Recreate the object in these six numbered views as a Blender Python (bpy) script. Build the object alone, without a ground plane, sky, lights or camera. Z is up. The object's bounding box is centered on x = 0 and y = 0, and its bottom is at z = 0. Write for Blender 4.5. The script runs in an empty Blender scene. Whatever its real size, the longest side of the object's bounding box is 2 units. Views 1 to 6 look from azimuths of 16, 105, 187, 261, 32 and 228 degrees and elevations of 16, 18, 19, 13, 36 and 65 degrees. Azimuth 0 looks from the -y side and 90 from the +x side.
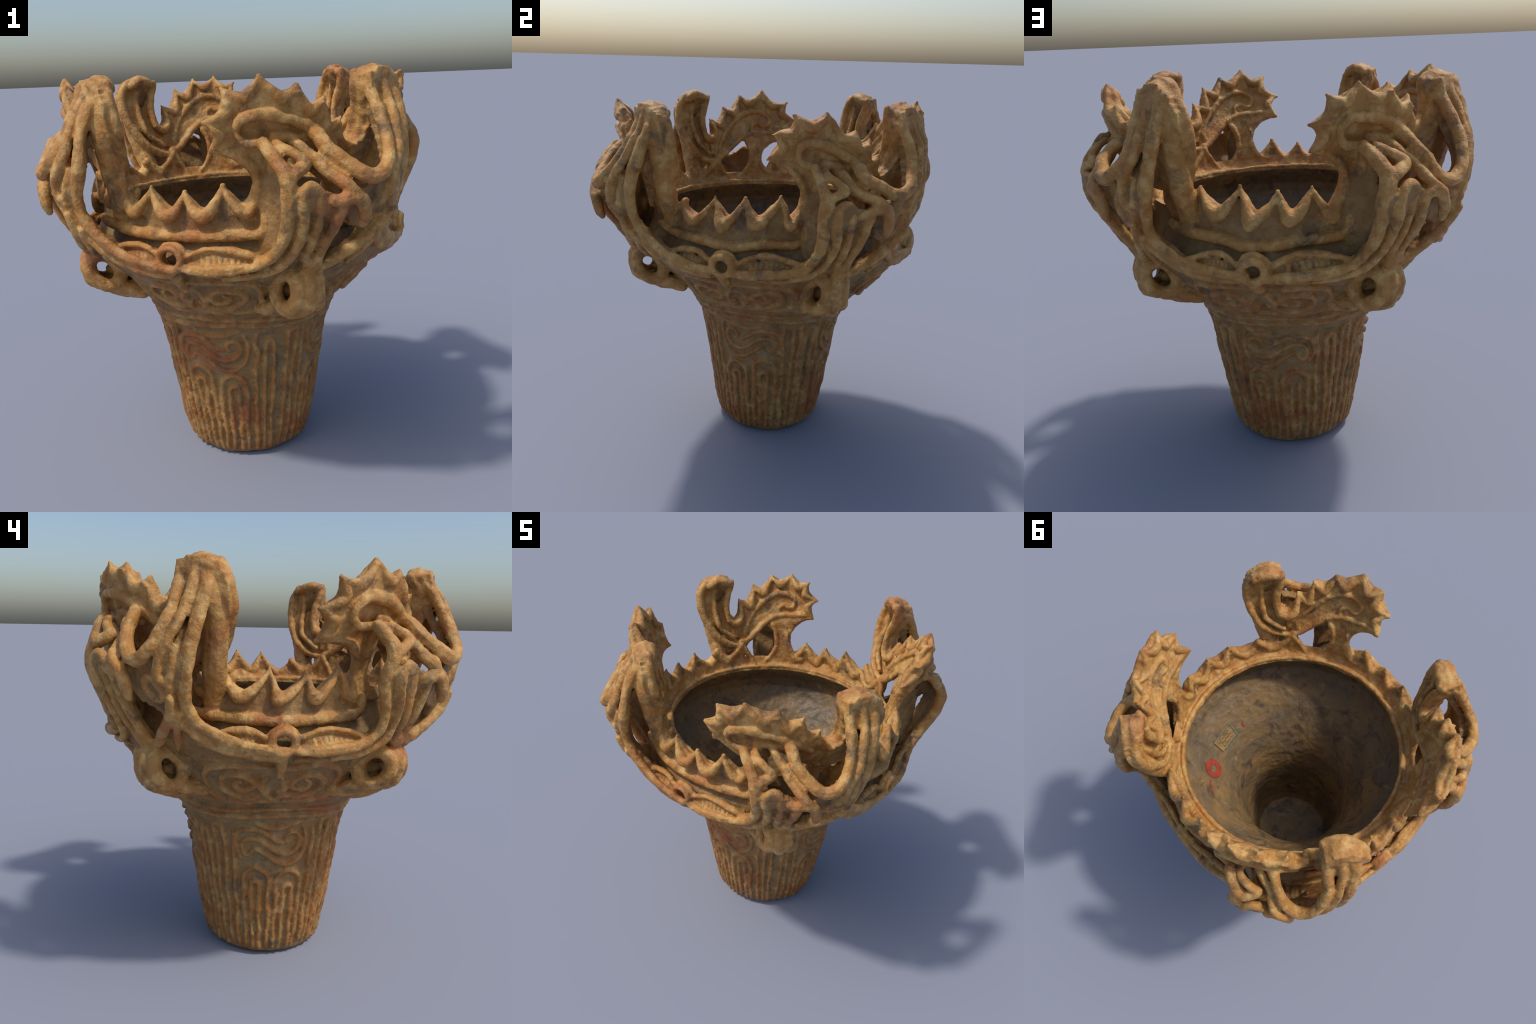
"""Fired-clay flame-rim pot: ridged tapering foot, flaring bowl, four openwork
cockscomb handles rising from the rim, saw-toothed rim between them.

Azimuth convention: 0 deg = -y, 90 deg = +x.  One quarter of the rim (window +
handle) is described once as clay coils and slabs in (azimuth, radius, height);
each of the four quarters is that description bent to its own landmarks.
All clay is fused into one skin, then cut into named parts again.
"""
import bpy, math, random
import numpy as np
from mathutils import noise, Vector
from mathutils.bvhtree import BVHTree

VOXEL = 0.006
rng = random.Random(7)

# --------------------------------------------------------------------------
# collecting closed source meshes
# --------------------------------------------------------------------------
SRC = []                 # (part key, verts Nx3, faces)


def cyl_to_xyz(c):
    c = np.asarray(c, float)
    a = np.radians(c[:, 0])
    return np.stack([c[:, 1] * np.sin(a), -c[:, 1] * np.cos(a), c[:, 2]], 1)


def xyz_to_cyl(v):
    a = np.degrees(np.arctan2(v[:, 0], -v[:, 1]))
    return np.stack([a, np.hypot(v[:, 0], v[:, 1]), v[:, 2]], 1)


def catmull(p, sub, closed=False):
    p = np.asarray(p, float)
    n = len(p)
    if n < 3 and not closed:
        t = np.linspace(0, 1, sub + 1)[:, None]
        return p[0] * (1 - t) + p[-1] * t
    out = []
    segs = n if closed else n - 1
    for i in range(segs):
        if closed:
            a, b, c, d = p[(i - 1) % n], p[i], p[(i + 1) % n], p[(i + 2) % n]
        else:
            b, c = p[i], p[i + 1]
            a = p[i - 1] if i > 0 else 2 * b - c
            d = p[i + 2] if i + 2 < n else 2 * c - b
        for k in range(sub):
            t = k / sub
            out.append(0.5 * ((2 * b) + (c - a) * t + (2 * a - 5 * b + 4 * c - d) * t * t
                              + (3 * b - a - 3 * c + d) * t ** 3))
    if not closed:
        out.append(p[-1])
    return np.array(out)


def tube_mesh(xyz, rad, closed=False, ring=9, squash=1.0):
    """Swept round bar along xyz; rad per point; squash flattens it radially."""
    n = len(xyz)
    if closed:
        tan = np.roll(xyz, -1, 0) - np.roll(xyz, 1, 0)
    else:
        tan = np.gradient(xyz, axis=0)
    tan /= np.linalg.norm(tan, axis=1)[:, None] + 1e-12
    out = xyz.copy()
    out[:, 2] = 0
    out /= np.linalg.norm(out, axis=1)[:, None] + 1e-9          # outward
    nrm = out - (out * tan).sum(1)[:, None] * tan
    ln = np.linalg.norm(nrm, axis=1)
    up = np.array([0, 0, 1.0]) - tan * tan[:, 2:3]
    bad = ln < 0.25
    nrm[bad] = up[bad]
    nrm /= np.linalg.norm(nrm, axis=1)[:, None] + 1e-9
    bin_ = np.cross(tan, nrm)
    th = np.linspace(0, 2 * math.pi, ring, endpoint=False)
    ct, st = np.cos(th), np.sin(th)
    rows = []
    for i in range(n):
        rows.append(xyz[i] + rad[i] * (squash * ct[:, None] * nrm[i] + st[:, None] * bin_[i]))
    if not closed:
        def cap(i, sgn):
            res = []
            for f, h in ((0.8, 0.55), (0.4, 0.88)):
                res.append(xyz[i] + sgn * tan[i] * rad[i] * h * 0.8
                           + f * rad[i] * (squash * ct[:, None] * nrm[i] + st[:, None] * bin_[i]))
            return res
        a, b = cap(0, -1), cap(n - 1, 1)
        rows = [a[1], a[0]] + rows + b
    v = np.concatenate(rows)
    m = len(rows)
    f = []
    for i in range(m if closed else m - 1):
        j = (i + 1) % m
        for k in range(ring):
            l = (k + 1) % ring
            f.append((i * ring + k, i * ring + l, j * ring + l, j * ring + k))
    if not closed:
        f.append(tuple(range(ring))[::-1])
        f.append(tuple((m - 1) * ring + k for k in range(ring)))
    return v, f


class Quarter:
    """Collects geometry in template coordinates, bends it, stores it."""

    def __init__(self, bend=None, tag=0):
        self.bend, self.tag = bend, tag
        self.count = 0
    SINGLE = {'comb_tooth', 'rim_tooth', 'arch_coil', 'rib_coil', 'bar_coil', 'leaf', 'shell_coil'}

    def put(self, key, v, f, piece=None):
        if piece is None and key in self.SINGLE:
            self.count += 1
            piece = self.count
        if self.bend is not None:
            v = cyl_to_xyz(self.bend(xyz_to_cyl(v)))
        SRC.append(((key, (self.tag, piece)), v, f))

    def coil(self, key, pts, rad, closed=False, sub=6, squash=1.0, ring=9, piece=None):
        pts = np.asarray(pts, float)
        r = np.full(len(pts), rad, float) if np.isscalar(rad) else \
            np.interp(np.linspace(0, 1, len(pts)), np.linspace(0, 1, len(rad)), rad)
        q = catmull(np.concatenate([cyl_to_xyz(pts), r[:, None]], 1), sub, closed)
        self.put(key, *tube_mesh(q[:, :3], np.maximum(q[:, 3], 0.004), closed, ring, squash), piece=piece)

    def slab(self, key, outline, rmid, half, da=1.0, dz=0.013):
        """Wall of clay standing on a curved surface: outline in (azimuth, z)."""
        o = np.asarray(outline, float)
        a0, z0 = o.min(0)
        a1, z1 = o.max(0)
        na, nz = int((a1 - a0) / da) + 1, int((z1 - z0) / dz) + 1
        A = a0 + da * np.arange(na + 1)
        Z = z0 + dz * np.arange(nz + 1)
        inside = np.zeros((na, nz), bool)
        for i in range(na):
            for j in range(nz):
                inside[i, j] = in_poly(A[i] + da / 2, Z[j] + dz / 2, o)
        ids, v, f = {}, [], []

        def vid(i, j, s):
            if (i, j, s) not in ids:
                ids[(i, j, s)] = len(v)
                v.append((A[i], rmid(A[i], Z[j]) + s * half, Z[j]))
            return ids[(i, j, s)]
        for i in range(na):
            for j in range(nz):
                if not inside[i, j]:
                    continue
                f.append([vid(i, j, 1), vid(i + 1, j, 1), vid(i + 1, j + 1, 1), vid(i, j + 1, 1)])
                f.append([vid(i, j, -1), vid(i, j + 1, -1), vid(i + 1, j + 1, -1), vid(i + 1, j, -1)])
                for di, dj, p, q in ((-1, 0, (i, j + 1), (i, j)), (1, 0, (i + 1, j), (i + 1, j + 1)),
                                     (0, -1, (i, j), (i + 1, j)), (0, 1, (i + 1, j + 1), (i, j + 1))):
                    x, y = i + di, j + dj
                    if 0 <= x < na and 0 <= y < nz and inside[x, y]:
                        continue
                    f.append([vid(*p, 1), vid(*p, -1), vid(*q, -1), vid(*q, 1)])
        self.put(key, cyl_to_xyz(np.array(v)), f)


def in_poly(x, y, o):
    c = False
    n = len(o)
    for i in range(n):
        x1, y1 = o[i]
        x2, y2 = o[i - 1]
        if (y1 > y) != (y2 > y) and x < (x2 - x1) * (y - y1) / (y2 - y1) + x1:
            c = not c
    return c


# --------------------------------------------------------------------------
# vessel wall
# --------------------------------------------------------------------------
OUTER = [(0, .262), (.003, .288), (.02, .305), (.06, .318), (.12, .331), (.3, .358), (.55, .395), (.66, .412), (.72, .424),
         (.78, .452), (.83, .474), (.875, .494), (.900, .512), (.922, .548), (.95, .577), (1.0, .617), (1.06, .667), (1.12, .716), (1.17, .750),
         (1.2, .760), (1.24, .748), (1.29, .718), (1.34, .706), (1.405, .704)]
RIM = [(1.434, .696), (1.425, .688), (1.395, .674), (1.376, .660), (1.374, .645), (1.366, .629)]
INNER = [(1.358, .624), (1.34, .634), (1.31, .655), (1.26, .686), (1.2, .692), (1.13, .648), (1.06, .584), (1.0, .530), (.92, .464), (.85, .414), (.78, .376),
         (.7, .344), (.55, .316), (.3, .292), (.12, .264), (.062, .242), (.054, .12)]
OZ = np.array([p[0] for p in OUTER])
OR = np.array([p[1] for p in OUTER])


def body_r(z):
    return np.interp(z, OZ, OR)


def foot_shape(v):
    """the foot is a little oval and the whole wall leans slightly off centre"""
    v = v.copy()
    z = v[:, 2]
    k = np.clip((0.95 - z) / 0.35, 0, 1)
    ux, uy = .94, .34                                  # long axis of the oval
    along = v[:, 0] * ux + v[:, 1] * uy
    across = -v[:, 0] * uy + v[:, 1] * ux
    along, across = along * (1 + .036 * k), across * (1 - .034 * k)
    v[:, 0] = along * ux - across * uy + np.interp(z, [0, .35, .7, .85, 1.0, 1.2, 1.36], [-.012, -.012, -.010, -.006, .002, .008, .006])
    v[:, 1] = along * uy + across * ux + np.interp(z, [0, .35, .7, .85, 1.0, 1.2, 1.36], [-.002, .000, .002, .004, .020, .012, .010])
    return v


def build_vessel():
    seg = 160
    prof = OUTER + RIM + INNER
    keys = ['foot' if z < .80 else 'bowl' for z, r in OUTER] + ['rim'] * len(RIM) + ['bowl_interior'] * len(INNER)
    fine, fk = [], []
    for i in range(len(prof) - 1):
        n = max(1, int(math.dist(prof[i], prof[i + 1]) / .02))
        for k in range(n):
            t = k / n
            fine.append((prof[i][0] * (1 - t) + prof[i + 1][0] * t, prof[i][1] * (1 - t) + prof[i + 1][1] * t))
            fk.append(keys[i])
    fine.append(prof[-1])
    fk.append(keys[-1])
    m = len(fine)
    az = np.linspace(0, 360, seg, endpoint=False)
    v = np.concatenate([np.stack([az, np.full(seg, r), np.full(seg, z)], 1) for z, r in fine])
    v = foot_shape(cyl_to_xyz(v))
    v = np.concatenate([v, foot_shape(np.array([[0, 0, 0.0], [0, 0, .054]]))])
    groups = {}
    for i in range(m - 1):
        for k in range(seg):
            l = (k + 1) % seg
            groups.setdefault(fk[i], []).append((i * seg + k, i * seg + l, (i + 1) * seg + l, (i + 1) * seg + k))
    for k in range(seg):
        l = (k + 1) % seg
        groups['foot'].append((m * seg, l, k))
        groups['bowl_interior'].append((m * seg + 1, (m - 1) * seg + k, (m - 1) * seg + l))
    for key, f in groups.items():
        SRC.append(((key, (0, None)), v, f))


# --------------------------------------------------------------------------
# landmarks of the four quarters: azimuth, radius, height
# --------------------------------------------------------------------------
NAMES = ['t1', 't2', 't3', 't4', 't5', 't6', 't7', 'corner', 'top', 'bend', 'knob', 'arch', 'rib', 'nose',
         'w1', 'w2', 'w3', 'w4', 'eye', 'ear', 'bar', 'hip', 'sweep', 'strap', 'cap', 'horn', 'sill']
LAND = [
    [(8.8, .752, 1.669), (8.2, .820, 1.782), (13.5, .845, 1.904), (22.8, .866, 1.942), (32.7, .839, 1.904),
     (41.3, .821, 1.860), (47.3, .807, 1.776), (53.7, .785, 1.958), (61, .825, 1.973), (46, 1.025, 1.570),
     (32.4, .958, 1.626), (32.4, .980, 1.552), (60, .953, 1.617), (42.1, 1.050, 1.506),
     (-27.7, .715, 1.500), (-14, .715, 1.515), (-1.4, .715, 1.497), (11.5, .715, 1.520), (-5, .800, 1.248), (36, .76, 1.03), (27.8, .965, 1.5),
     (60.5, .87, 1.30), (67, .84, 1.242), (55.3, .88, 1.84), (62.5, .87, 1.90), (62.8, .82, 1.66), (-5, .72, 1.32)],
    [(102.5, .726, 1.736), (104.5, .793, 1.857), (110.9, .832, 1.944), (120.7, .842, 1.956), (130.2, .850, 1.872),
     (137.3, .821, 1.826), (143, .800, 1.750), (146.8, .782, 1.978), (152, .818, 2.000), (139.1, 1.000, 1.605),
     (124.4, .970, 1.625), (124.1, .985, 1.580), (151.7, .953, 1.61), (134, 1.036, 1.570),
     (66.7, .715, 1.485), (82.2, .715, 1.532), (94.6, .715, 1.540), (108.1, .715, 1.552), (87.8, .800, 1.231), (128, .76, 1.03), (118.6, .965, 1.51),
     (149, .87, 1.30), (153.5, .84, 1.24), (147.2, .92, 1.84), (153.5, .893, 1.90), (153.5, .835, 1.66), (87.8, .745, 1.312)],
    [(194.2, .767, 1.697), (193.9, .818, 1.808), (198.6, .830, 1.916), (206.6, .848, 1.956), (215.8, .842, 1.943),
     (224.6, .821, 1.886), (231.4, .817, 1.800), (235.3, .769, 1.948), (242.6, .803, 1.973), (228.3, .990, 1.550),
     (217, .945, 1.650), (215.6, .992, 1.578), (242.4, .958, 1.612), (223, 1.034, 1.555),
     (156.8, .715, 1.538), (171.7, .715, 1.548), (184.3, .715, 1.527), (195.5, .715, 1.535), (176.1, .800, 1.221), (220.5, .76, 1.03), (209.3, .965, 1.51),
     (242.3, .87, 1.30), (249.5, .84, 1.237), (236.7, .885, 1.84), (244.3, .880, 1.895), (244.2, .82, 1.66), (176.1, .748, 1.312)],
    [(275, .760, 1.640), (274.5, .820, 1.765), (279.8, .846, 1.886), (291.8, .824, 1.961), (302.9, .810, 1.933),
     (312, .769, 1.854), (320.3, .746, 1.783), (321.7, .735, 1.941), (329.6, .765, 1.974), (316.5, .975, 1.575),
     (300, .928, 1.648), (298.3, .940, 1.552), (332, .918, 1.600), (309.5, .988, 1.510),
     (246.2, .715, 1.494), (261.3, .715, 1.524), (273.7, .715, 1.508), (285.5, .715, 1.532), (265.6, .800, 1.240), (308.8, .76, 1.045), (292.4, .905, 1.5),
     (334.5, .87, 1.30), (339.6, .84, 1.242), (324, .855, 1.84), (331, .820, 1.90), (330.5, .785, 1.66), (265.6, .742, 1.316)],
]


def make_bend(k):
    a = np.array(LAND[0], float)
    b = np.array(LAND[k], float)
    d = b - a
    base = 90.0 * k
    d[:, 0] -= base
    # quiet anchors low on the body
    anchors = np.array([(-5, .6, .8), (36, .6, .8), (60, .7, 1.2), (20, .7, 1.2), (-30, .75, 1.2), (20, .66, 1.37), (40, .66, 1.37), (60, .66, 1.37)])
    shift = np.median(d[:, 0])
    dd = np.zeros((len(anchors), 3))
    dd[:, 0] = shift
    a = np.concatenate([a, anchors])
    d = np.concatenate([d, dd])
    s = np.array([.0145, 1, 1])
    aw = a * s

    def bend(c):
        c = c.copy()
        c[:, 0] = (c[:, 0] + 60) % 360 - 60
        out = np.empty_like(c)
        for i in range(0, len(c), 4000):
            q = c[i:i + 4000]
            dist2 = ((q[:, None, :] * s - aw[None]) ** 2).sum(2)
            w = 1.0 / (dist2 + .03 ** 2) ** 1.5
            off = (w[:, :, None] * d[None]).sum(1) / w.sum(1)[:, None]
            out[i:i + 4000] = q + off
        out[:, 0] += base
        return out
    return bend


# --------------------------------------------------------------------------
# one quarter of the rim, in the frame of the first handle
# --------------------------------------------------------------------------
def shell_r(z):
    """outer openwork shell of a handle"""
    return np.interp(z, [.95, 1.03, 1.1, 1.16, 1.2, 1.25, 1.35, 1.45, 1.52, 1.6, 1.67, 1.75, 1.82, 1.9, 1.97],
                     [.57, .645, .715, .775, .815, .85, .92, .985, 1.012, 1.0, .962, .91, .872, .845, .83])


def crest_r(z):
    """middle of the standing inner wall: rim, comb and spout panel"""
    return np.interp(z, [1.36, 1.45, 1.55, 1.65, 1.75, 1.82, 1.9, 1.97], [.69, .70, .722, .748, .79, .815, .84, .852])


def spout_r(z):
    return np.interp(z, [1.4, 1.5, 1.6, 1.7, 1.8, 1.9, 1.98], [.695, .71, .735, .765, .80, .815, .81])


def panel_r(a, z):
    t = min(1, max(0, (a - 46) / 8))
    twist = .0012 * max(0, a - 58) * min(1, max(0, (1.93 - z) / .12))
    return crest_r(z) * (1 - t) + spout_r(z) * t + twist


TEETH = LAND[0][:7]
# lowest points of the scallops between successive comb teeth
SCALLOPS = [(12.6, 1.738), (14.8, 1.822), (19, 1.868), (28.2, 1.862), (36.3, 1.812), (42.6, 1.735)]


def sag(a, v, b, round_, n=9):
    """curve hanging from tip a through low point v to tip b"""
    a, v, b = (np.array(p, float) for p in (a, v, b))
    a, b = a + (a - v) * .06, b + (b - v) * .06      # the fusing rounds the tips off
    ctl = 2 * v - (a + b) / 2
    pts = []
    for t in np.linspace(0, 1, n):
        p = a * (1 - t) ** 2 + 2 * t * (1 - t) * ctl + b * t * t
        vee = a + (v - a) * 2 * t if t < .5 else v + (b - v) * (2 * t - 1)
        pts.append(round_ * p + (1 - round_) * vee)
    return pts


def scallop(q, key, a, v, b, spread_in, spread_out, r0, r1, round_=.5, piece=None):
    """U of clay hung between two tooth tips, on both faces of a wall"""
    for s in (-spread_in, spread_out):
        pts = [p + np.array([0, s * min(1, 4.0 * t * (1 - t) + .1), 0]) for p, t in zip(sag(a, v, b, round_), np.linspace(0, 1, 9))]
        q.coil(key, pts, [r0, r1 * .55, r1 * .88, r1, r1 * .88, r1 * .55, r0], sub=3, piece=piece)


def build_quarter(k):
    q = Quarter(make_bend(k), k)

    # ---- window: saw-toothed rim, belt, eye and two toothed leaves ----
    w = LAND[0][14:18]
    low = [(-34, .714, 1.43), (-21, .714, 1.406), (-7.5, .714, 1.401), (4.8, .714, 1.401), (18.3, .714, 1.410)]
    start, end = (-38, .715, 1.50), (21.8, .72, 1.50)
    tips = [start] + [(a, r, z + .004) for a, r, z in w] + [end]
    outline = [(-40, 1.30)]
    for i in range(5):
        scallop(q, 'rim_tooth', tips[i], low[i], tips[i + 1], .016, .026, .005, .030, .8, piece='w%d' % i)
        outline += [(p[0], p[2] - .004) for p in sag(tips[i], low[i], tips[i + 1], .8)[1:-1]]
    outline += [(23, 1.5), (24, 1.30)]
    q.slab('rim_wall', outline, lambda a, z: .706, .015)
    q.coil('window_coil', [(-39, .755, 1.36), (-34, .745, 1.335), (-24, .735, 1.322), (-8, .728, 1.312), (8, .728, 1.315), (20, .735, 1.322), (24, .745, 1.345), (25, .75, 1.40)],
           [.02, .026, .026, .026, .024], squash=.9)
    # eye
    ring = [(-5 + 3.5 * math.cos(t), .806, 1.236 + .047 * math.sin(t)) for t in np.linspace(0, 2 * math.pi, 12, endpoint=False)]
    q.coil('eye_ring', ring, .0185, closed=True, squash=1.2)
    q.coil('eye_ring', [(-5 + (a + 5) * 1.15, .777, 1.236 + (z - 1.236) * 1.12) for a, r, z in ring], .021, closed=True)
    for s in (-1, 1):
        q.coil('eye_ring', [(-5 + s * 3, .80, 1.20), (-5 + s * 6, .808, 1.197), (-5 + s * 9, .808, 1.205)], [.02, .02, .016])
    q.coil('eye_ring', [(-5, .79, 1.180), (-5, .745, 1.13), (-5, .68, 1.06)], [.030, .026, .014])
    # leaves
    for sgn, a0, a1 in ((-1, -10.5, -29), (1, .6, 23)):
        up, lo = [], []
        for t in np.linspace(0, 1, 7):
            a = a0 + (a1 - a0) * t
            bow = math.sin(math.pi * min(1, t * .9 + .1) ** .8)
            up.append((a, .792 - .02 * bow + .03 * t, 1.228 + .046 * bow + .012 * t))
            lo.append((a, .806 + .03 * t, 1.212 - .012 * bow + .008 * t))
        q.coil('leaf', up, [.014, .016, .014], squash=1.2, piece='l%d' % sgn)
        q.coil('leaf', lo, [.016, .018, .016], squash=1.2, piece='l%d' % sgn)
        for t in np.linspace(.2, .86, 9):
            a = a0 + (a1 - a0) * t
            bow = math.sin(math.pi * min(1, t * .9 + .1) ** .8)
            q.coil('leaf_tick', [(a, .79 + .03 * t, 1.212), (a - .5, .775 + .03 * t, 1.216 + .03 * bow)], [.0075, .006], sub=3, ring=6)
        q.slab('leaf_floor', [(min(a0, a1), 1.2), (max(a0, a1), 1.2), (max(a0, a1), 1.245), ((a0 + a1) / 2, 1.265), (min(a0, a1), 1.245)],
               lambda a, z, a0=a0, a1=a1: .765 + .03 * (a - a0) / (a1 - a0) - .15 * (z - 1.2), .02)

    # ---- standing wall: comb, spout panel, post ----
    comb = [(47, 1.545), (43, 1.565), (35, 1.64), (28, 1.685), (20, 1.69), (10, 1.675)]
    lows = [(a, float(crest_r(z)), z) for a, z in SCALLOPS]
    for i in range(6):
        comb += [(p[0], p[2]) for p in sag(TEETH[i], lows[i], TEETH[i + 1], .5)[1:-1]]
    comb += [(47.2, 1.76), (48.5, 1.68), (52.7, 1.655), (52, 1.56)]
    q.slab('comb', comb, lambda a, z: panel_r(a, z) + .019, .021, da=.7, dz=.01)
    for i in range(6):
        scallop(q, 'comb_tooth', TEETH[i], lows[i], TEETH[i + 1], .010, .032, .006, .025, piece='t%d' % i)
    # last scallop climbs into the spout
    for s in (-1, 1):
        q.coil('comb_tooth', [(47.3, .80, 1.772), (47.6, .775 + s * .016, 1.71), (49.3, .755 + s * .018, 1.668), (52.6, .752 + s * .02, 1.655),
                              (56, .762 + s * .02, 1.69), (56.6, .785 + s * .02, 1.79), (55, .80 + s * .018, 1.88), (54, .79, 1.95)],
               [.010, .02, .026, .026, .024, .024, .022, .016], piece='t6')
    # inner face of the comb: lower edge and hooked scroll
    q.coil('comb', [(49, .708, 1.515), (43, .718, 1.562), (35, .738, 1.645), (28, .752, 1.685), (20.5, .755, 1.692), (14, .756, 1.692), (9.0, .756, 1.672)],
           [.022, .02, .018, .018, .018, .018, .010])
    q.coil('comb', [(47, .722, 1.565), (46, .738, 1.62), (38.3, .778, 1.742), (30.7, .804, 1.806), (24, .808, 1.815), (19.7, .80, 1.778),
                    (20.5, .782, 1.737), (22.9, .776, 1.732), (25.6, .782, 1.747), (28.2, .772, 1.725), (28, .755, 1.69)],
           [.016, .017, .018, .018, .018, .017, .016, .015, .015, .014, .014])
    # outer face: long brow coil
    q.coil('comb', [(17, .848, 1.735), (17.2, .858, 1.775), (20, .864, 1.806), (24.4, .864, 1.808), (29.2, .856, 1.79), (35.5, .846, 1.757), (41, .832, 1.71), (45, .815, 1.67)],
           [.016, .021, .024, .025, .025, .024, .022, .016])
    q.coil('comb', [(17, .856, 1.735), (18.8, .850, 1.706), (22.4, .868, 1.704), (23.5, .88, 1.706)], [.016, .018, .018, .018])
    q.coil('comb', [(26, .84, 1.73), (31, .83, 1.715), (37, .82, 1.69)], [.02, .026, .02])
    # spout panel with three ridges and its horn at the back
    panel = [(52, 1.56), (52, 1.66), (56, 1.69), (56.5, 1.79), (54.6, 1.88), (54.2, 1.95), (61, 1.968), (66, 1.935), (68.3, 1.87),
             (68.8, 1.75), (65, 1.62), (58, 1.55), (52, 1.52), (47, 1.525), (47, 1.56)]
    q.slab('spout', panel, lambda a, z: panel_r(a, z) + .040, .024, da=.8)
    q.coil('spout', [(65, .822, 1.94), (67.8, .834, 1.87), (68.6, .812, 1.75), (66.6, .772, 1.66), (63.5, .738, 1.592), (59.4, .722, 1.548), (54.5, .710, 1.522), (48.3, .704, 1.512)],
           [.022, .024, .025, .024, .024, .022, .02, .02])
    q.coil('spout', [(62.4, .812, 1.90), (62.6, .796, 1.79), (62.8, .768, 1.724), (61.6, .740, 1.649), (57.4, .722, 1.601), (53.5, .712, 1.568)], [.016, .018, .018, .018, .016, .014])
    q.coil('spout', [(59, .72, 1.375), (60.5, .745, 1.45), (62.4, .785, 1.55), (64, .818, 1.66), (64, .845, 1.76), (63, .850, 1.86), (60.5, .838, 1.92)],
           [.044, .052, .056, .054, .052, .048, .04], ring=12, squash=.9)
    # cap
    for r0, dz in ((.792, 0), (.822, .004), (.848, -.006)):
        q.coil('spout', [(55, r0 - .008, 1.932 + dz), (58, r0, 1.941 + dz), (61.5, r0 + .005, 1.941 + dz), (65, r0 + .012, 1.918 + dz)], [.024, .029, .030, .026])
    q.coil('spout', [(56, .815, 1.895), (60, .83, 1.90), (64.5, .845, 1.88)], [.034, .040, .034])
    # legs that tie spout and comb to the rim
    q.coil('post', [(49, .70, 1.515), (53.5, .694, 1.46), (58.5, .69, 1.415), (63.6, .695, 1.452), (66.5, .70, 1.49)], [.024, .022, .022, .022, .016])
    q.coil('post', [(49, .70, 1.515), (44.8, .688, 1.435), (41.5, .675, 1.378)], [.022, .018, .016])
    q.coil('post', [(48.5, .715, 1.53), (49.5, .715, 1.46), (50, .70, 1.40)], [.03, .032, .03])
    # post beside the window
    post = [(17, 1.38), (21, 1.45), (22.6, 1.52), (22, 1.59), (18, 1.64), (12, 1.675), (20, 1.70), (34, 1.66), (31.2, 1.62), (29.6, 1.57),
            (29.2, 1.49), (31.5, 1.44), (36, 1.38)]
    q.slab('post', post, lambda a, z: crest_r(z) + .008, .026)
    q.coil('post', [(14, .695, 1.415), (19.5, .70, 1.435), (22.6, .712, 1.50), (22.3, .738, 1.575), (18.5, .768, 1.635), (13.5, .765, 1.668), (8.8, .752, 1.670)],
           [.022, .025, .026, .026, .024, .02, .008], squash=1.3)
    q.coil('post', [(31.5, .73, 1.63), (29.4, .712, 1.57), (29, .70, 1.493), (31.4, .692, 1.438), (35.5, .682, 1.392)], [.018, .018, .018, .018, .014])
    q.coil('post', [(26.5, .845, 1.70), (27, .80, 1.64), (27, .77, 1.58)], [.03, .03, .022])

    if k != 3:
        q.slab('side_wall', [(22, 1.22), (22, 1.58), (25, 1.66), (29, 1.62), (31, 1.50), (31, 1.24)], lambda a, z: .728 + .014 * (a - 23), .018)
    # ---- outer openwork shell ----
    shell = [(20, 1.18), (27, 1.34), (28.5, 1.52), (31, 1.56), (34.5, 1.545), (38, 1.50), (42, 1.50), (46, 1.54), (52, 1.58), (54, 1.66), (56, 1.75),
             (56, 1.93), (62, 1.93), (62, 1.75), (60, 1.62), (58.2, 1.50), (57.8, 1.40), (59.5, 1.32), (66, 1.24), (77, 1.17), (70, 1.05), (50, .98), (40, 1.0),
             (40, 1.19), (50, 1.29), (50, 1.34), (44.5, 1.37), (41, 1.45), (39.2, 1.45), (38, 1.36), (37.5, 1.26), (39, 1.19), (39, 1.0), (28, .98)]
    q.slab('shell', shell, lambda a, z: shell_r(z) - .026 - .022 * min(1, max(0, (a - 50) / 10)) * min(1, max(0, (z - 1.15) / .15)), .022, da=.8)
    # upright bar with a hooked knob
    bar = [(22.9, .888, 1.706), (25.1, .93, 1.656), (26.9, .962, 1.606), (27.6, .975, 1.555), (27.8, .960, 1.475), (27.8, .938, 1.41), (27.4, .912, 1.352),
           (26.2, .89, 1.30), (24.2, .858, 1.252), (20.5, .835, 1.215), (14, .824, 1.195), (6, .818, 1.188), (-1, .815, 1.196)]
    q.coil('bar_coil', bar, [.026, .028, .030, .032, .030, .029, .028, .026, .024, .022, .020, .018, .014])
    q.coil('bar_coil', [(27.4, .975, 1.575), (30, .965, 1.605), (32.2, .95, 1.625), (30.5, .945, 1.655), (27.8, .918, 1.682), (26.2, .878, 1.703)],
           [.028, .028, .026, .022, .02, .018])
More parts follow.
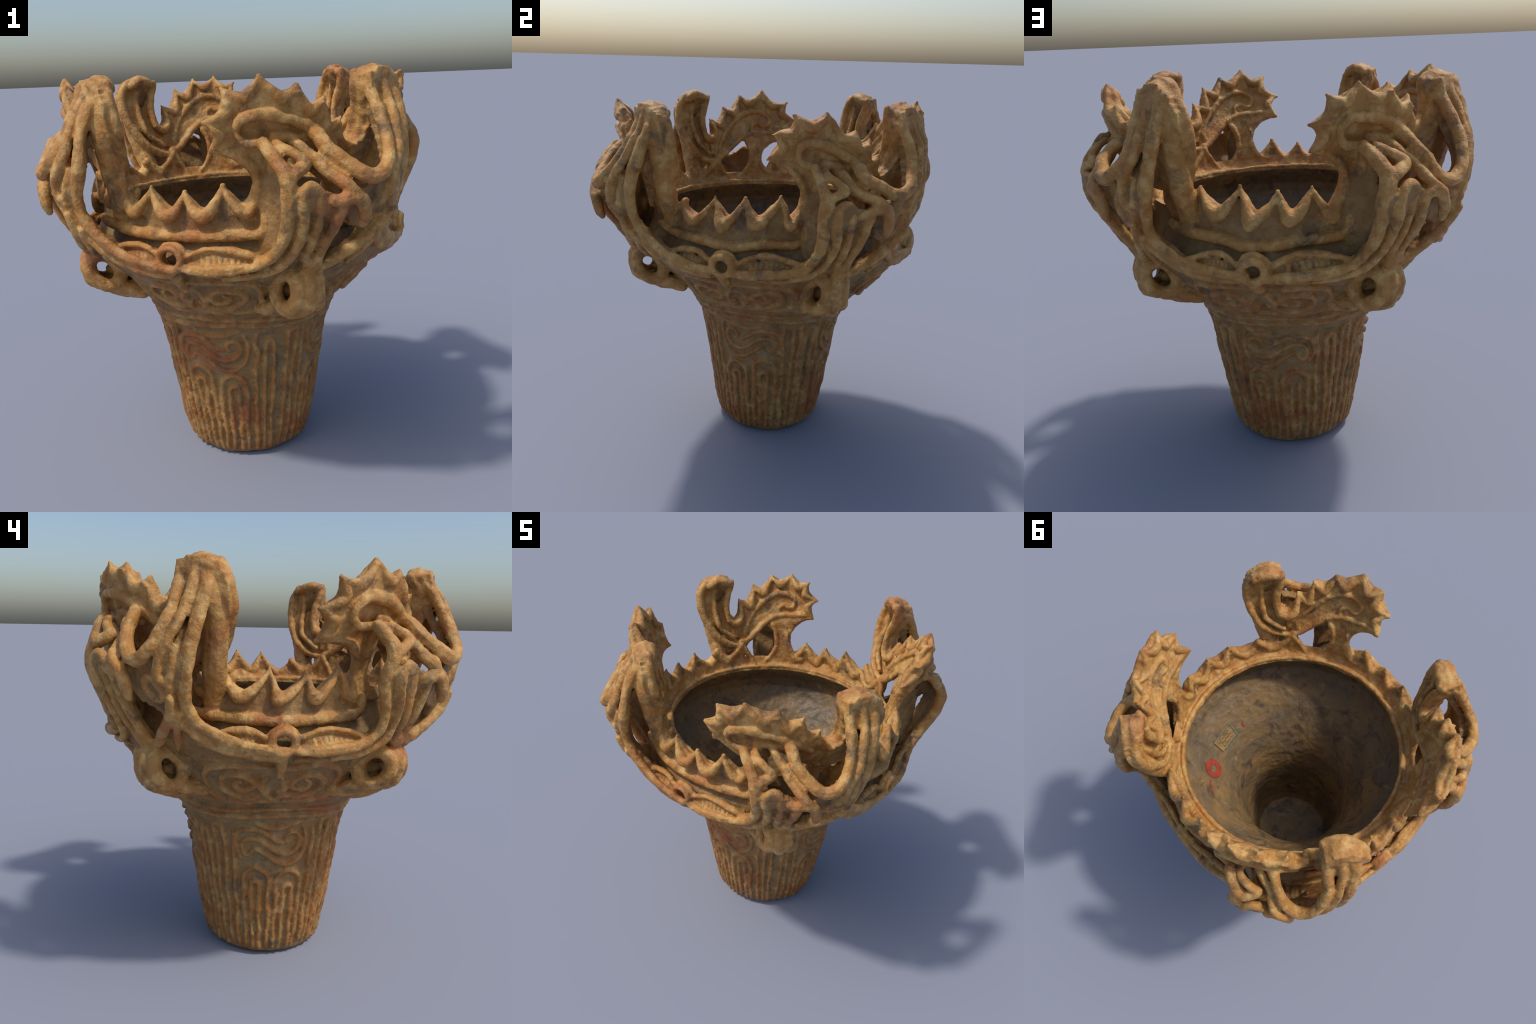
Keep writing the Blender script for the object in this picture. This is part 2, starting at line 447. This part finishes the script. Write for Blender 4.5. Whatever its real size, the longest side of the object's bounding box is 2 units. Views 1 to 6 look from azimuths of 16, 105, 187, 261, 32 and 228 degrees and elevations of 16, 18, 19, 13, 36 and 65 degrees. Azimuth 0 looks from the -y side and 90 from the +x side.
    # doubled coil beside it, an upturned U running down into the belt
    q.coil('shell_coil', [(11, .790, 1.155), (18, .80, 1.165), (24, .815, 1.183), (28, .845, 1.22), (30.2, .885, 1.28), (31.2, .925, 1.345), (31.2, .965, 1.41), (30.6, .99, 1.475),
                          (30.4, .992, 1.523), (32, .985, 1.552), (33.6, .982, 1.542), (34.3, .985, 1.503), (34.8, .97, 1.445), (34.8, .94, 1.37), (34.4, .895, 1.30), (34.2, .855, 1.25), (34.8, .82, 1.19), (35, .79, 1.15)],
           [.014, .018, .020, .021, .022, .023, .023, .023, .022, .020, .020, .020, .021, .021, .021, .020, .018, .014])
    # V-shaped frame of the diagonal slot, with the beak over it
    q.coil('shell_coil', [(39.5, 1.0, 1.462), (39, .965, 1.398), (38.4, .91, 1.32), (37.9, .866, 1.26), (38.6, .828, 1.205), (41, .818, 1.185), (44.5, .834, 1.208), (48, .868, 1.25),
                          (51.4, .902, 1.30), (53.6, .935, 1.345), (55, .975, 1.41)],
           [.024, .024, .024, .024, .022, .022, .024, .026, .026, .024, .02])
    q.coil('beak', [(36, .975, 1.50), (38.5, 1.01, 1.49), (41, 1.022, 1.50), (43.4, 1.028, 1.485), (44.5, 1.022, 1.43), (44.6, 1.005, 1.385)], [.022, .028, .032, .032, .028, .018])
    # two arching coils from the comb; the second sweeps on up the spout
    q.coil('arch_coil', [(31.5, .83, 1.70), (33, .868, 1.68), (35.4, .91, 1.634), (38, .965, 1.584), (40.3, 1.01, 1.545), (42.3, 1.035, 1.505)], [.024, .026, .027, .028, .028, .022])
    q.coil('arch_coil', [(36, .83, 1.735), (37.3, .868, 1.722), (38.4, .918, 1.676), (40.6, .965, 1.635), (43.2, 1.0, 1.592), (45.6, 1.026, 1.571), (48.3, 1.032, 1.577), (50.9, 1.022, 1.612),
                         (53.1, .982, 1.672), (54.8, .938, 1.741), (55.4, .892, 1.815), (55.4, .850, 1.89), (55.6, .835, 1.93)],
           [.026, .030, .031, .031, .032, .034, .033, .030, .028, .027, .026, .026, .024])
    # middle rib with a bean-shaped loop, then the rib that bounds the next window
    q.coil('rib_coil', [(59.5, .865, 1.905), (59.6, .905, 1.83), (58.2, .945, 1.746), (56.6, .980, 1.676), (54.4, 1.002, 1.61), (52.8, 1.010, 1.56), (52.4, 1.002, 1.50), (53.8, .988, 1.475),
                        (55.6, .982, 1.50), (56.3, .98, 1.56), (56.8, .970, 1.62)], [.020, .021, .022, .022, .022, .021, .020, .019, .019, .018, .014])
    q.coil('rib_coil', [(58, .868, 1.845), (56.5, .878, 1.835), (58.2, .88, 1.815), (59.6, .885, 1.82)], [.016, .018, .018, .014])
    q.coil('rib_coil', [(62.5, .855, 1.905), (63.3, .895, 1.84), (62.3, .922, 1.765), (61.2, .944, 1.69), (60, .957, 1.62), (59, .958, 1.55), (58.2, .948, 1.48), (57.6, .925, 1.41),
                        (58, .900, 1.36), (60.5, .872, 1.302), (66.5, .843, 1.247), (73, .827, 1.219), (79, .817, 1.202), (84.5, .811, 1.196)],
           [.027, .030, .032, .034, .034, .033, .032, .031, .030, .028, .025, .022, .019, .016], squash=.85)
    q.coil('rib_coil', [(55, .98, 1.46), (54.2, .945, 1.39), (54.8, .905, 1.33), (57.5, .868, 1.272), (62.5, .84, 1.222), (70, .815, 1.185), (77, .80, 1.165), (83, .79, 1.155)],
           [.016, .020, .021, .021, .021, .019, .017, .013])
    q.coil('rib_coil', [(48.5, .990, 1.475), (47.8, .968, 1.43), (50, .940, 1.39), (52.4, .950, 1.415), (51.5, .980, 1.465), (49.8, .996, 1.49)], .017, closed=True)
    q.coil('rib_coil', [(56, .925, 1.345), (54, .885, 1.28), (52, .845, 1.225), (50, .805, 1.17)], [.016, .018, .018, .012])

    # ---- ear loop under the handle ----
    for s in (-1, 1):
        loop = [(36 + s * (5.2 - 2.2 * math.cos(t)), .748 + .066 * math.cos(t), 1.068 + .080 * math.sin(t + .25)) for t in np.linspace(0, 2 * math.pi, 12, endpoint=False)]
        q.coil('ear_loop', loop, .035, closed=True)
    q.coil('ear_loop', [(36, .745, 1.165), (36, .80, 1.15), (36, .824, 1.09), (36, .805, 1.01), (36, .755, .98), (36, .69, .965), (36, .62, .95), (36, .55, .93)],
           [.03, .032, .032, .032, .036, .050, .060, .05])
    for s in (-1, 1):
        q.coil('ear_loop', [(36 + s * 5, .70, .985), (36 + s * 8, .645, .965), (36 + s * 13, .59, .945)], [.03, .042, .03])
    q.coil('ear_loop', [(36, .715, 1.05), (36, .66, 1.04)], [.024, .05])
    q.coil('ear_loop', [(36, .845, 1.23), (36.5, .815, 1.19), (36, .785, 1.15)], [.028, .034, .034])


def build_body_relief():
    q = Quarter()

    def on(a, z, off=.004):
        p = foot_shape(cyl_to_xyz(np.array([[a, float(body_r(z)) + off, z]])))
        c = xyz_to_cyl(p)[0]
        return (float(c[0]), float(c[1]), float(c[2]))

    serial = [0]

    def line(key, pts, rad, off=.007, sub=5):
        xyz = np.array([foot_shape(cyl_to_xyz(np.array([[a, float(body_r(z)) + off, z]])))[0] for a, z in pts])
        r = np.interp(np.linspace(0, 1, len(pts)), np.linspace(0, 1, len(rad)), rad)
        c = catmull(np.concatenate([xyz, r[:, None]], 1), sub)
        serial[0] += 1
        SRC.append(((key, (0, serial[0])), *tube_mesh(c[:, :3], np.maximum(c[:, 3], .004), False, 8, .9)))

    # bead along the lip, then coils round the neck
    lip = cyl_to_xyz(np.array([(a, .639 + rng.uniform(-.002, .002), 1.376 + rng.uniform(-.003, .003)) for a in range(0, 360, 8)])) + np.array([.007, .011, 0])
    SRC.append((('lip', (0, None)), *tube_mesh(catmull(lip, 3, True), np.full(135, .0135), True, 8)))
    for z, rad, amp in ((.905, .016, .006), (.84, .011, .008), (.80, .012, .010)):
        pts = [(a, z + amp * math.sin(math.radians(4 * (a + 20))) + rng.uniform(-.004, .004)) for a in range(0, 361, 12)]
        pts[-1] = (360, pts[0][1])
        line('neck_coil', pts, [rad], sub=3)
    # scrolls under each window
    S = [(-14, .60), (-17.5, .575), (-20.5, .60), (-19.5, .65), (-13, .672), (-5, .648), (2, .605), (8, .588), (14, .602), (18, .645), (17, .692), (12, .705), (8.5, .675), (11, .648)]
    S2 = [(-13, .622), (-5, .588), (3, .545), (10, .530), (17, .550), (21.5, .60), (22.5, .68), (20, .735)]
    S3 = [(-22, .555), (-25, .62), (-23, .695), (-14, .722), (-5, .705), (2, .663), (7, .645)]
    S4 = [(-10, .755), (0, .735), (8, .742), (18, .765)]
    mids = [l[18][0] for l in LAND]
    for k, mid in enumerate(mids):
        m = 1 if k in (0, 3) else -1
        dz = rng.uniform(-.012, .012)
        for path in (S, S2, S3, S4):
            line('foot_scroll', [(mid + m * a * 1.05, z + dz) for a, z in path], [.008, .0145, .0145, .008])
    # paired spirals and bands on the bowl below each window
    for mid in mids:
        for sg in (-1, 1):
            j = lambda: rng.uniform(-.006, .006)
            sp = [(2, .975), (6, .945), (12, .935), (18, .955), (21.5, .995), (20, 1.04), (15, 1.06), (10, 1.05), (7.5, 1.015), (9.5, .982), (13.5, .980), (15.5, 1.005), (13, 1.025)]
            line('bowl_coil', [(mid + sg * a, z + j()) for a, z in sp], [.013, .019, .019, .019, .018, .018, .017, .016, .013], off=.010)
            for path in ([(1.5, 1.10), (8, 1.105), (16, 1.11), (24, 1.09), (28, 1.035), (27.5, .975)], [(3, 1.05), (5, 1.0), (3.5, .955), (1, .92)],
                         [(4, .905), (12, .898), (22, .91), (28, .94), (31, .985)], [(6, 1.145), (16, 1.15), (26, 1.14)]):
                line('bowl_coil', [(mid + sg * a, z + j()) for a, z in path], [.012, .018, .018, .012], off=.010)
    # upright ridges: nested round-topped pairs below the scrolls, tall ones between
    per, step = 14, 90 / 14

    def upright(a, zt, rad, z0=.03):
        w = [rng.uniform(-.8, .8) for _ in range(7)]
        return [(a + x, z) for x, z in zip(w, np.linspace(z0 + rng.uniform(0, .02), zt, 7))]

    def hoop(a, b, zt, rad):
        """two uprights joined by a round top"""
        rise = .0033 * abs(b - a)
        top = [(a + .12 * (b - a), zt + rise * .75), ((a + b) / 2, zt + rise * 1.15), (a + .88 * (b - a), zt + rise * .75)]
        line('foot_ridge', upright(a, zt, rad) + top + upright(b, zt, rad)[::-1], [.009, rad, rad, rad, .009])

    for k, mid in enumerate(mids):
        x = [mid - 45 + (i + .5) * step + rng.uniform(-.7, .7) for i in range(per)]
        for g in (3, 7):
            h = .455 + rng.uniform(-.04, .03)
            r1 = rng.uniform(.0125, .015)
            hoop(x[g], x[g + 3], h, r1)
            if rng.random() < .8:
                hoop(x[g + 1], x[g + 2], h - rng.uniform(.02, .06), r1)
            else:
                for u in (1, 2):
                    line('foot_ridge', upright(x[g + u], h - .02, r1), [.009, r1, r1, .009])
        for g in (0, 12):
            r1 = rng.uniform(.013, .0155)
            hoop(x[g], x[g + 1], .735 + rng.uniform(-.05, .02), r1)
        for g in (2, 11):
            r1 = rng.uniform(.012, .0145)
            cut = rng.uniform(.25, .45)
            line('foot_ridge', upright(x[g], cut - .02, r1), [.009, r1, r1, .010])
            line('foot_ridge', [(x[g] + rng.uniform(-1.2, 1.2), z) for z in np.linspace(cut, .72 + rng.uniform(-.03, .05), 6)], [.010, r1, r1, .008])


# --------------------------------------------------------------------------
# fuse, weather, cut into parts
# --------------------------------------------------------------------------
def fuse():
    vs, fs, lab, off, keys = [], [], [], 0, []
    seen = {}
    for key, v, f in SRC:
        seen.setdefault(key, len(seen))
        vs.append(v)
        fs.extend([tuple(i + off for i in t) for t in f])
        lab.extend([seen[key]] * len(f))
        off += len(v)
    verts = np.concatenate(vs)
    # the vessel groups share one vertex array copied per group: weld by index is not needed,
    # the coincident borders close the volume for the voxel step
    me = bpy.data.meshes.new('clay_source')
    me.from_pydata(verts.tolist(), [], fs)
    ob = bpy.data.objects.new('clay_source', me)
    bpy.context.scene.collection.objects.link(ob)
    wl = ob.modifiers.new('weld', 'WELD')
    wl.merge_threshold = 1e-5
    rm = ob.modifiers.new('remesh', 'REMESH')
    rm.mode = 'VOXEL'
    rm.voxel_size = VOXEL
    sm = ob.modifiers.new('smooth', 'SMOOTH')
    sm.factor = .5
    sm.iterations = 2
    dg = bpy.context.evaluated_depsgraph_get()
    ev = ob.evaluated_get(dg)
    m = bpy.data.meshes.new_from_object(ev)
    n = len(m.vertices)
    co = np.empty(n * 3, np.float32)
    m.vertices.foreach_get('co', co)
    co = co.reshape(-1, 3).astype(float)
    nl = len(m.loops)
    li = np.empty(nl, np.int32)
    m.loops.foreach_get('vertex_index', li)
    ls = np.empty(len(m.polygons), np.int32)
    m.polygons.foreach_get('loop_start', ls)
    lt = np.empty(len(m.polygons), np.int32)
    m.polygons.foreach_get('loop_total', lt)
    assert (lt == 4).all()
    quads = li.reshape(-1, 4)
    vn = np.empty(n * 3, np.float32)
    m.vertices.foreach_get('normal', vn)
    vn = vn.reshape(-1, 3).astype(float)
    # label by nearest source face
    tree = BVHTree.FromPolygons(verts.tolist(), fs, all_triangles=False)
    cen = co[quads].mean(1)
    flab = np.empty(len(quads), np.int32)
    for i, c in enumerate(cen):
        flab[i] = lab[tree.find_nearest(c)[2]]
    # whatever faces the hollow belongs to the inside
    arr = np.array(INNER)[::-1]
    shift = foot_shape(np.stack([0 * cen[:, 0], 0 * cen[:, 0], cen[:, 2]], 1))
    rad = np.hypot(cen[:, 0] - shift[:, 0], cen[:, 1] - shift[:, 1])
    hollow = (rad < np.interp(cen[:, 2], arr[:, 0], arr[:, 1]) + .022) & (cen[:, 2] < 1.345) & (cen[:, 2] > .06)
    flab[hollow] = seen[('bowl_interior', (0, None))]
    bpy.data.objects.remove(ob)
    bpy.data.meshes.remove(me)
    bpy.data.meshes.remove(m)
    # hand-worked, pitted surface
    inside_r = np.hypot(co[:, 0], co[:, 1])
    disp = np.empty(n)
    for i in range(n):
        p = Vector(co[i])
        disp[i] = .0055 * noise.noise(p * 9) + .0038 * noise.noise(p * 27) + .0016 * noise.noise(p * 75)
    co = co + vn * disp[:, None]
    co[:, 2] = np.maximum(co[:, 2], 0)
    return co, quads, flab, list(seen)


def face_normals_to_vertices(co, quads):
    d1 = co[quads[:, 2]] - co[quads[:, 0]]
    d2 = co[quads[:, 3]] - co[quads[:, 1]]
    fn = np.cross(d1, d2)
    vn = np.zeros_like(co)
    for k in range(4):
        np.add.at(vn, quads[:, k], fn)
    return vn / (np.linalg.norm(vn, axis=1)[:, None] + 1e-12)


# --------------------------------------------------------------------------
# materials
# --------------------------------------------------------------------------
def srgb(r, g, b):
    f = lambda c: (c / 12.92 if c <= .04045 else ((c + .055) / 1.055) ** 2.4)
    return (f(r / 255), f(g / 255), f(b / 255), 1)


class Nodes:
    def __init__(self, name):
        self.mat = bpy.data.materials.new(name)
        self.mat.use_nodes = True
        self.nt = self.mat.node_tree
        self.nt.nodes.clear()
        self.out = self.nt.nodes.new('ShaderNodeOutputMaterial')
        self.bsdf = self.nt.nodes.new('ShaderNodeBsdfPrincipled')
        self.nt.links.new(self.bsdf.outputs[0], self.out.inputs[0])
        self.coord = self.nt.nodes.new('ShaderNodeTexCoord').outputs['Object']

    def link(self, a, b):
        self.nt.links.new(a, b)

    def noise(self, scale, detail=4, rough=.55, dist=0, stretch=None):
        v = self.coord
        if stretch:
            mp = self.nt.nodes.new('ShaderNodeMapping')
            mp.inputs['Scale'].default_value = stretch
            self.link(v, mp.inputs[0])
            v = mp.outputs[0]
        nd = self.nt.nodes.new('ShaderNodeTexNoise')
        nd.inputs['Scale'].default_value = scale
        nd.inputs['Detail'].default_value = detail
        nd.inputs['Roughness'].default_value = rough
        nd.inputs['Distortion'].default_value = dist
        self.link(v, nd.inputs['Vector'])
        return nd.outputs['Fac']

    def ramp(self, fac, a, b, ca=(0, 0, 0, 1), cb=(1, 1, 1, 1)):
        r = self.nt.nodes.new('ShaderNodeValToRGB')
        r.color_ramp.elements[0].position = a
        r.color_ramp.elements[1].position = b
        r.color_ramp.elements[0].color = ca
        r.color_ramp.elements[1].color = cb
        self.link(fac, r.inputs[0])
        return r.outputs[0]

    def mix(self, fac, a, b):
        m = self.nt.nodes.new('ShaderNodeMix')
        m.data_type = 'RGBA'
        for sock, val in ((m.inputs[0], fac), (m.inputs[6], a), (m.inputs[7], b)):
            if hasattr(val, 'is_linked'):
                self.link(val, sock)
            else:
                sock.default_value = val
        return m.outputs[2]

    def math(self, op, a, b=0.0):
        m = self.nt.nodes.new('ShaderNodeMath')
        m.operation = op
        for sock, val in zip(m.inputs, (a, b)):
            if hasattr(val, 'is_linked'):
                self.link(val, sock)
            else:
                sock.default_value = val
        return m.outputs[0]

    def finish(self, col, rough, bump_src, strength, dist=.004):
        self.link(col, self.bsdf.inputs['Base Color'])
        if hasattr(rough, 'is_linked'):
            self.link(rough, self.bsdf.inputs['Roughness'])
        else:
            self.bsdf.inputs['Roughness'].default_value = rough
        self.bsdf.inputs['Specular IOR Level'].default_value = .35
        b = self.nt.nodes.new('ShaderNodeBump')
        b.inputs['Strength'].default_value = strength
        b.inputs['Distance'].default_value = dist
        self.link(bump_src, b.inputs['Height'])
        self.link(b.outputs[0], self.bsdf.inputs['Normal'])
        return self.mat


def clay(name, base, warm, pale, grey_amount, red_amount):
    n = Nodes(name)
    col = n.mix(n.ramp(n.noise(5, 5), .35, .65), base, warm)
    col = n.mix(n.ramp(n.noise(17, 4, .6), .45, .70), col, pale)
    # iron-red firing blushes
    red = n.math('MULTIPLY', n.ramp(n.noise(3.1, 3, .5, .6), .57, .68), red_amount)
    col = n.mix(red, col, srgb(150, 72, 38))
    # grey-black smudges and specks
    smudge = n.math('MULTIPLY', n.ramp(n.noise(8, 7, .72, .5), .52, .70), grey_amount)
    col = n.mix(smudge, col, srgb(72, 64, 52))
    speck = n.math('MULTIPLY', n.ramp(n.noise(48, 3, .6), .60, .72), .4)
    col = n.mix(speck, col, srgb(70, 56, 44))
    grain = n.math('ADD', n.noise(120, 5, .65), n.math('MULTIPLY', n.noise(38, 4, .6), 1.5))
    return n.finish(col, n.ramp(n.noise(25, 3), .3, .7, (.36,) * 3 + (1,), (.66,) * 3 + (1,)), grain, .6, .006)


def interior(name):
    n = Nodes(name)
    col = n.mix(n.ramp(n.noise(4, 6, .6, .5), .38, .62), srgb(108, 92, 70), srgb(136, 108, 68))
    col = n.mix(n.ramp(n.noise(9, 6, .7, .8), .52, .66), col, srgb(80, 68, 56))
    streak = n.noise(14, 5, .65, .3, (1, 1, .35))
    col = n.mix(n.math('MULTIPLY', n.ramp(streak, .58, .72), .6), col, srgb(156, 134, 98))
    return n.finish(col, .5, n.math('ADD', n.noise(60, 5, .65), streak), .3)


# --------------------------------------------------------------------------
def main():
    build_vessel()
    build_body_relief()
    for k in range(4):
        build_quarter(k)
    co, quads, flab, keys = fuse()
    # scale to the frame: tallest point at 2.0
    vn = face_normals_to_vertices(co, quads)

    mat_coil = clay('ochre_clay', srgb(180, 134, 73), srgb(170, 116, 56), srgb(206, 165, 102), .85, .45)
    mat_foot = clay('ridged_clay', srgb(160, 113, 59), srgb(156, 102, 50), srgb(184, 144, 86), .65, .55)
    mat_body = clay('dusty_clay', srgb(146, 115, 72), srgb(144, 105, 60), srgb(154, 130, 90), .75, .25)
    mat_deep = clay('shade_darkened_clay', srgb(148, 113, 66), srgb(140, 100, 54), srgb(164, 131, 82), .9, .3)  # ochre clay darkened to paint crevice shadow onto recessed walls
    mat_in = interior('sooty_clay')
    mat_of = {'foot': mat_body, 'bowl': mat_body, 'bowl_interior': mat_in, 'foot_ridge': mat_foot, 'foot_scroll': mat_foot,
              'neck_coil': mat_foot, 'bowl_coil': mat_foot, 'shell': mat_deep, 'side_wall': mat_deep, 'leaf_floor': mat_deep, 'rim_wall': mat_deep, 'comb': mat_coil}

    root = bpy.data.objects.new('clay_pot', None)
    root['label'] = 'ancient clay pot with four openwork flame handles'
    root['category'] = 'clay pot'
    bpy.context.scene.collection.objects.link(root)

    made = {}
    for li, (key, tag) in enumerate(keys):
        sel = np.where(flab == li)[0]
        if len(sel) == 0:
            continue
        used, inv = np.unique(quads[sel], return_inverse=True)
        me = bpy.data.meshes.new(key)
        me.from_pydata(co[used].tolist(), [], inv.reshape(-1, 4).tolist())
        me.polygons.foreach_set('use_smooth', np.ones(len(sel), bool))
        me.normals_split_custom_set_from_vertices(vn[used].tolist())
        me.materials.append(mat_of.get(key, mat_coil))
        ob = bpy.data.objects.new(key, me)
        bpy.context.scene.collection.objects.link(ob)
        made[(key, tag)] = ob
    skin = BVHTree.FromPolygons(co.tolist(), quads.tolist())
    iz, ir = np.array(INNER)[::-1, 0], np.array(INNER)[::-1, 1]

    def patch(name, inside, az0, z0, ha, hz, mat, na=40, nz=40, lift=.003):
        """thin film of paint or paper lying on the inner wall"""
        v, f, idx = [], [], {}

        def vid(i, j):
            if (i, j) not in idx:
                a, z = az0 + ha * (2 * i / na - 1), z0 + hz * (2 * j / nz - 1)
                p = cyl_to_xyz(np.array([[a, np.interp(z, iz, ir), z]]))[0]
                loc, nor, _, _ = skin.find_nearest(Vector(p))
                if nor.dot(Vector((-p[0], -p[1], 0))) < 0:
                    nor = -nor
                idx[(i, j)] = len(v)
                v.append(tuple(loc + nor * lift))
            return idx[(i, j)]
        for i in range(na):
            for j in range(nz):
                if inside((2 * i + 1) / na - 1, (2 * j + 1) / nz - 1):
                    f.append((vid(i, j), vid(i + 1, j), vid(i + 1, j + 1), vid(i, j + 1)))
        me = bpy.data.meshes.new(name)
        me.from_pydata(v, [], f)
        me.polygons.foreach_set('use_smooth', np.ones(len(f), bool))
        me.materials.append(mat)
        ob = bpy.data.objects.new(name, me)
        bpy.context.scene.collection.objects.link(ob)
        so = ob.modifiers.new('thick', 'SOLIDIFY')
        so.thickness = .0015
        made[(name, (0, len(made)))] = ob

    def film(name, c, c2):
        n = Nodes(name)
        return n.finish(n.mix(n.ramp(n.noise(30, 4), .4, .65), c, c2), .7, n.noise(80), .1)
    red = film('red_paint', srgb(172, 58, 40), srgb(132, 56, 40))
    paper = film('old_paper', srgb(150, 122, 76), srgb(118, 94, 58))
    teal = film('teal_print', srgb(62, 98, 92), srgb(84, 104, 88))
    ink = film('faded_ink', srgb(92, 72, 48), srgb(112, 88, 56))
    patch('painted_ring', lambda x, y: .40 < math.hypot(x, y) + .02 * math.sin(2 * math.atan2(y, x)) < .95, 132.8, .975, 7.2, .052, red)
    patch('paint_drip', lambda x, y: abs(y + .3 * math.sin(3 * x)) < .5, 146.5, .986, 4.5, .008, red, 24, 8)
    patch('paint_drip', lambda x, y: abs(x) < .8, 89.4, .969, 1.2, .012, red, 6, 8)
    patch('paper_label', lambda x, y: y > -.95 + .25 * max(0, x), 107, .982, 9.5, .042, paper, 40, 30, .0045)
    patch('label_border', lambda x, y: (.80 < abs(y) < .93 or -.97 < x < -.88) and x < .75, 107, .982, 9.3, .041, teal, 60, 48, .0062)
    for i in range(3):
        patch('label_stroke', lambda x, y, i=i: abs(y - .5 * math.sin(9 * x + i)) < .4 and math.sin(17 * x + i) > -.5, 107, .962 + .02 * i, 6, .006, ink, 60, 8, .0062)
    under = {'comb': 'shell', 'spout': 'shell', 'post': 'shell', 'bar_coil': 'shell', 'shell_coil': 'shell', 'beak': 'shell',
             'side_wall': 'shell', 'arch_coil': 'shell', 'rib_coil': 'shell', 'comb_tooth': 'shell', 'leaf_tick': 'leaf_floor', 'leaf': 'leaf_floor', 'rim_tooth': 'rim_wall', 'foot_ridge': 'foot', 'foot_scroll': 'foot',
             'bowl_coil': 'bowl', 'lip': 'rim'}
    for (key, tag), ob in made.items():
        par = made.get((under[key], (tag[0], None))) if key in under else None
        ob.parent = par or root
        if key == 'shell':
            ob.name = 'handle'
        if key == 'leaf_tick':
            ob['kind'] = 'stuff'


main()
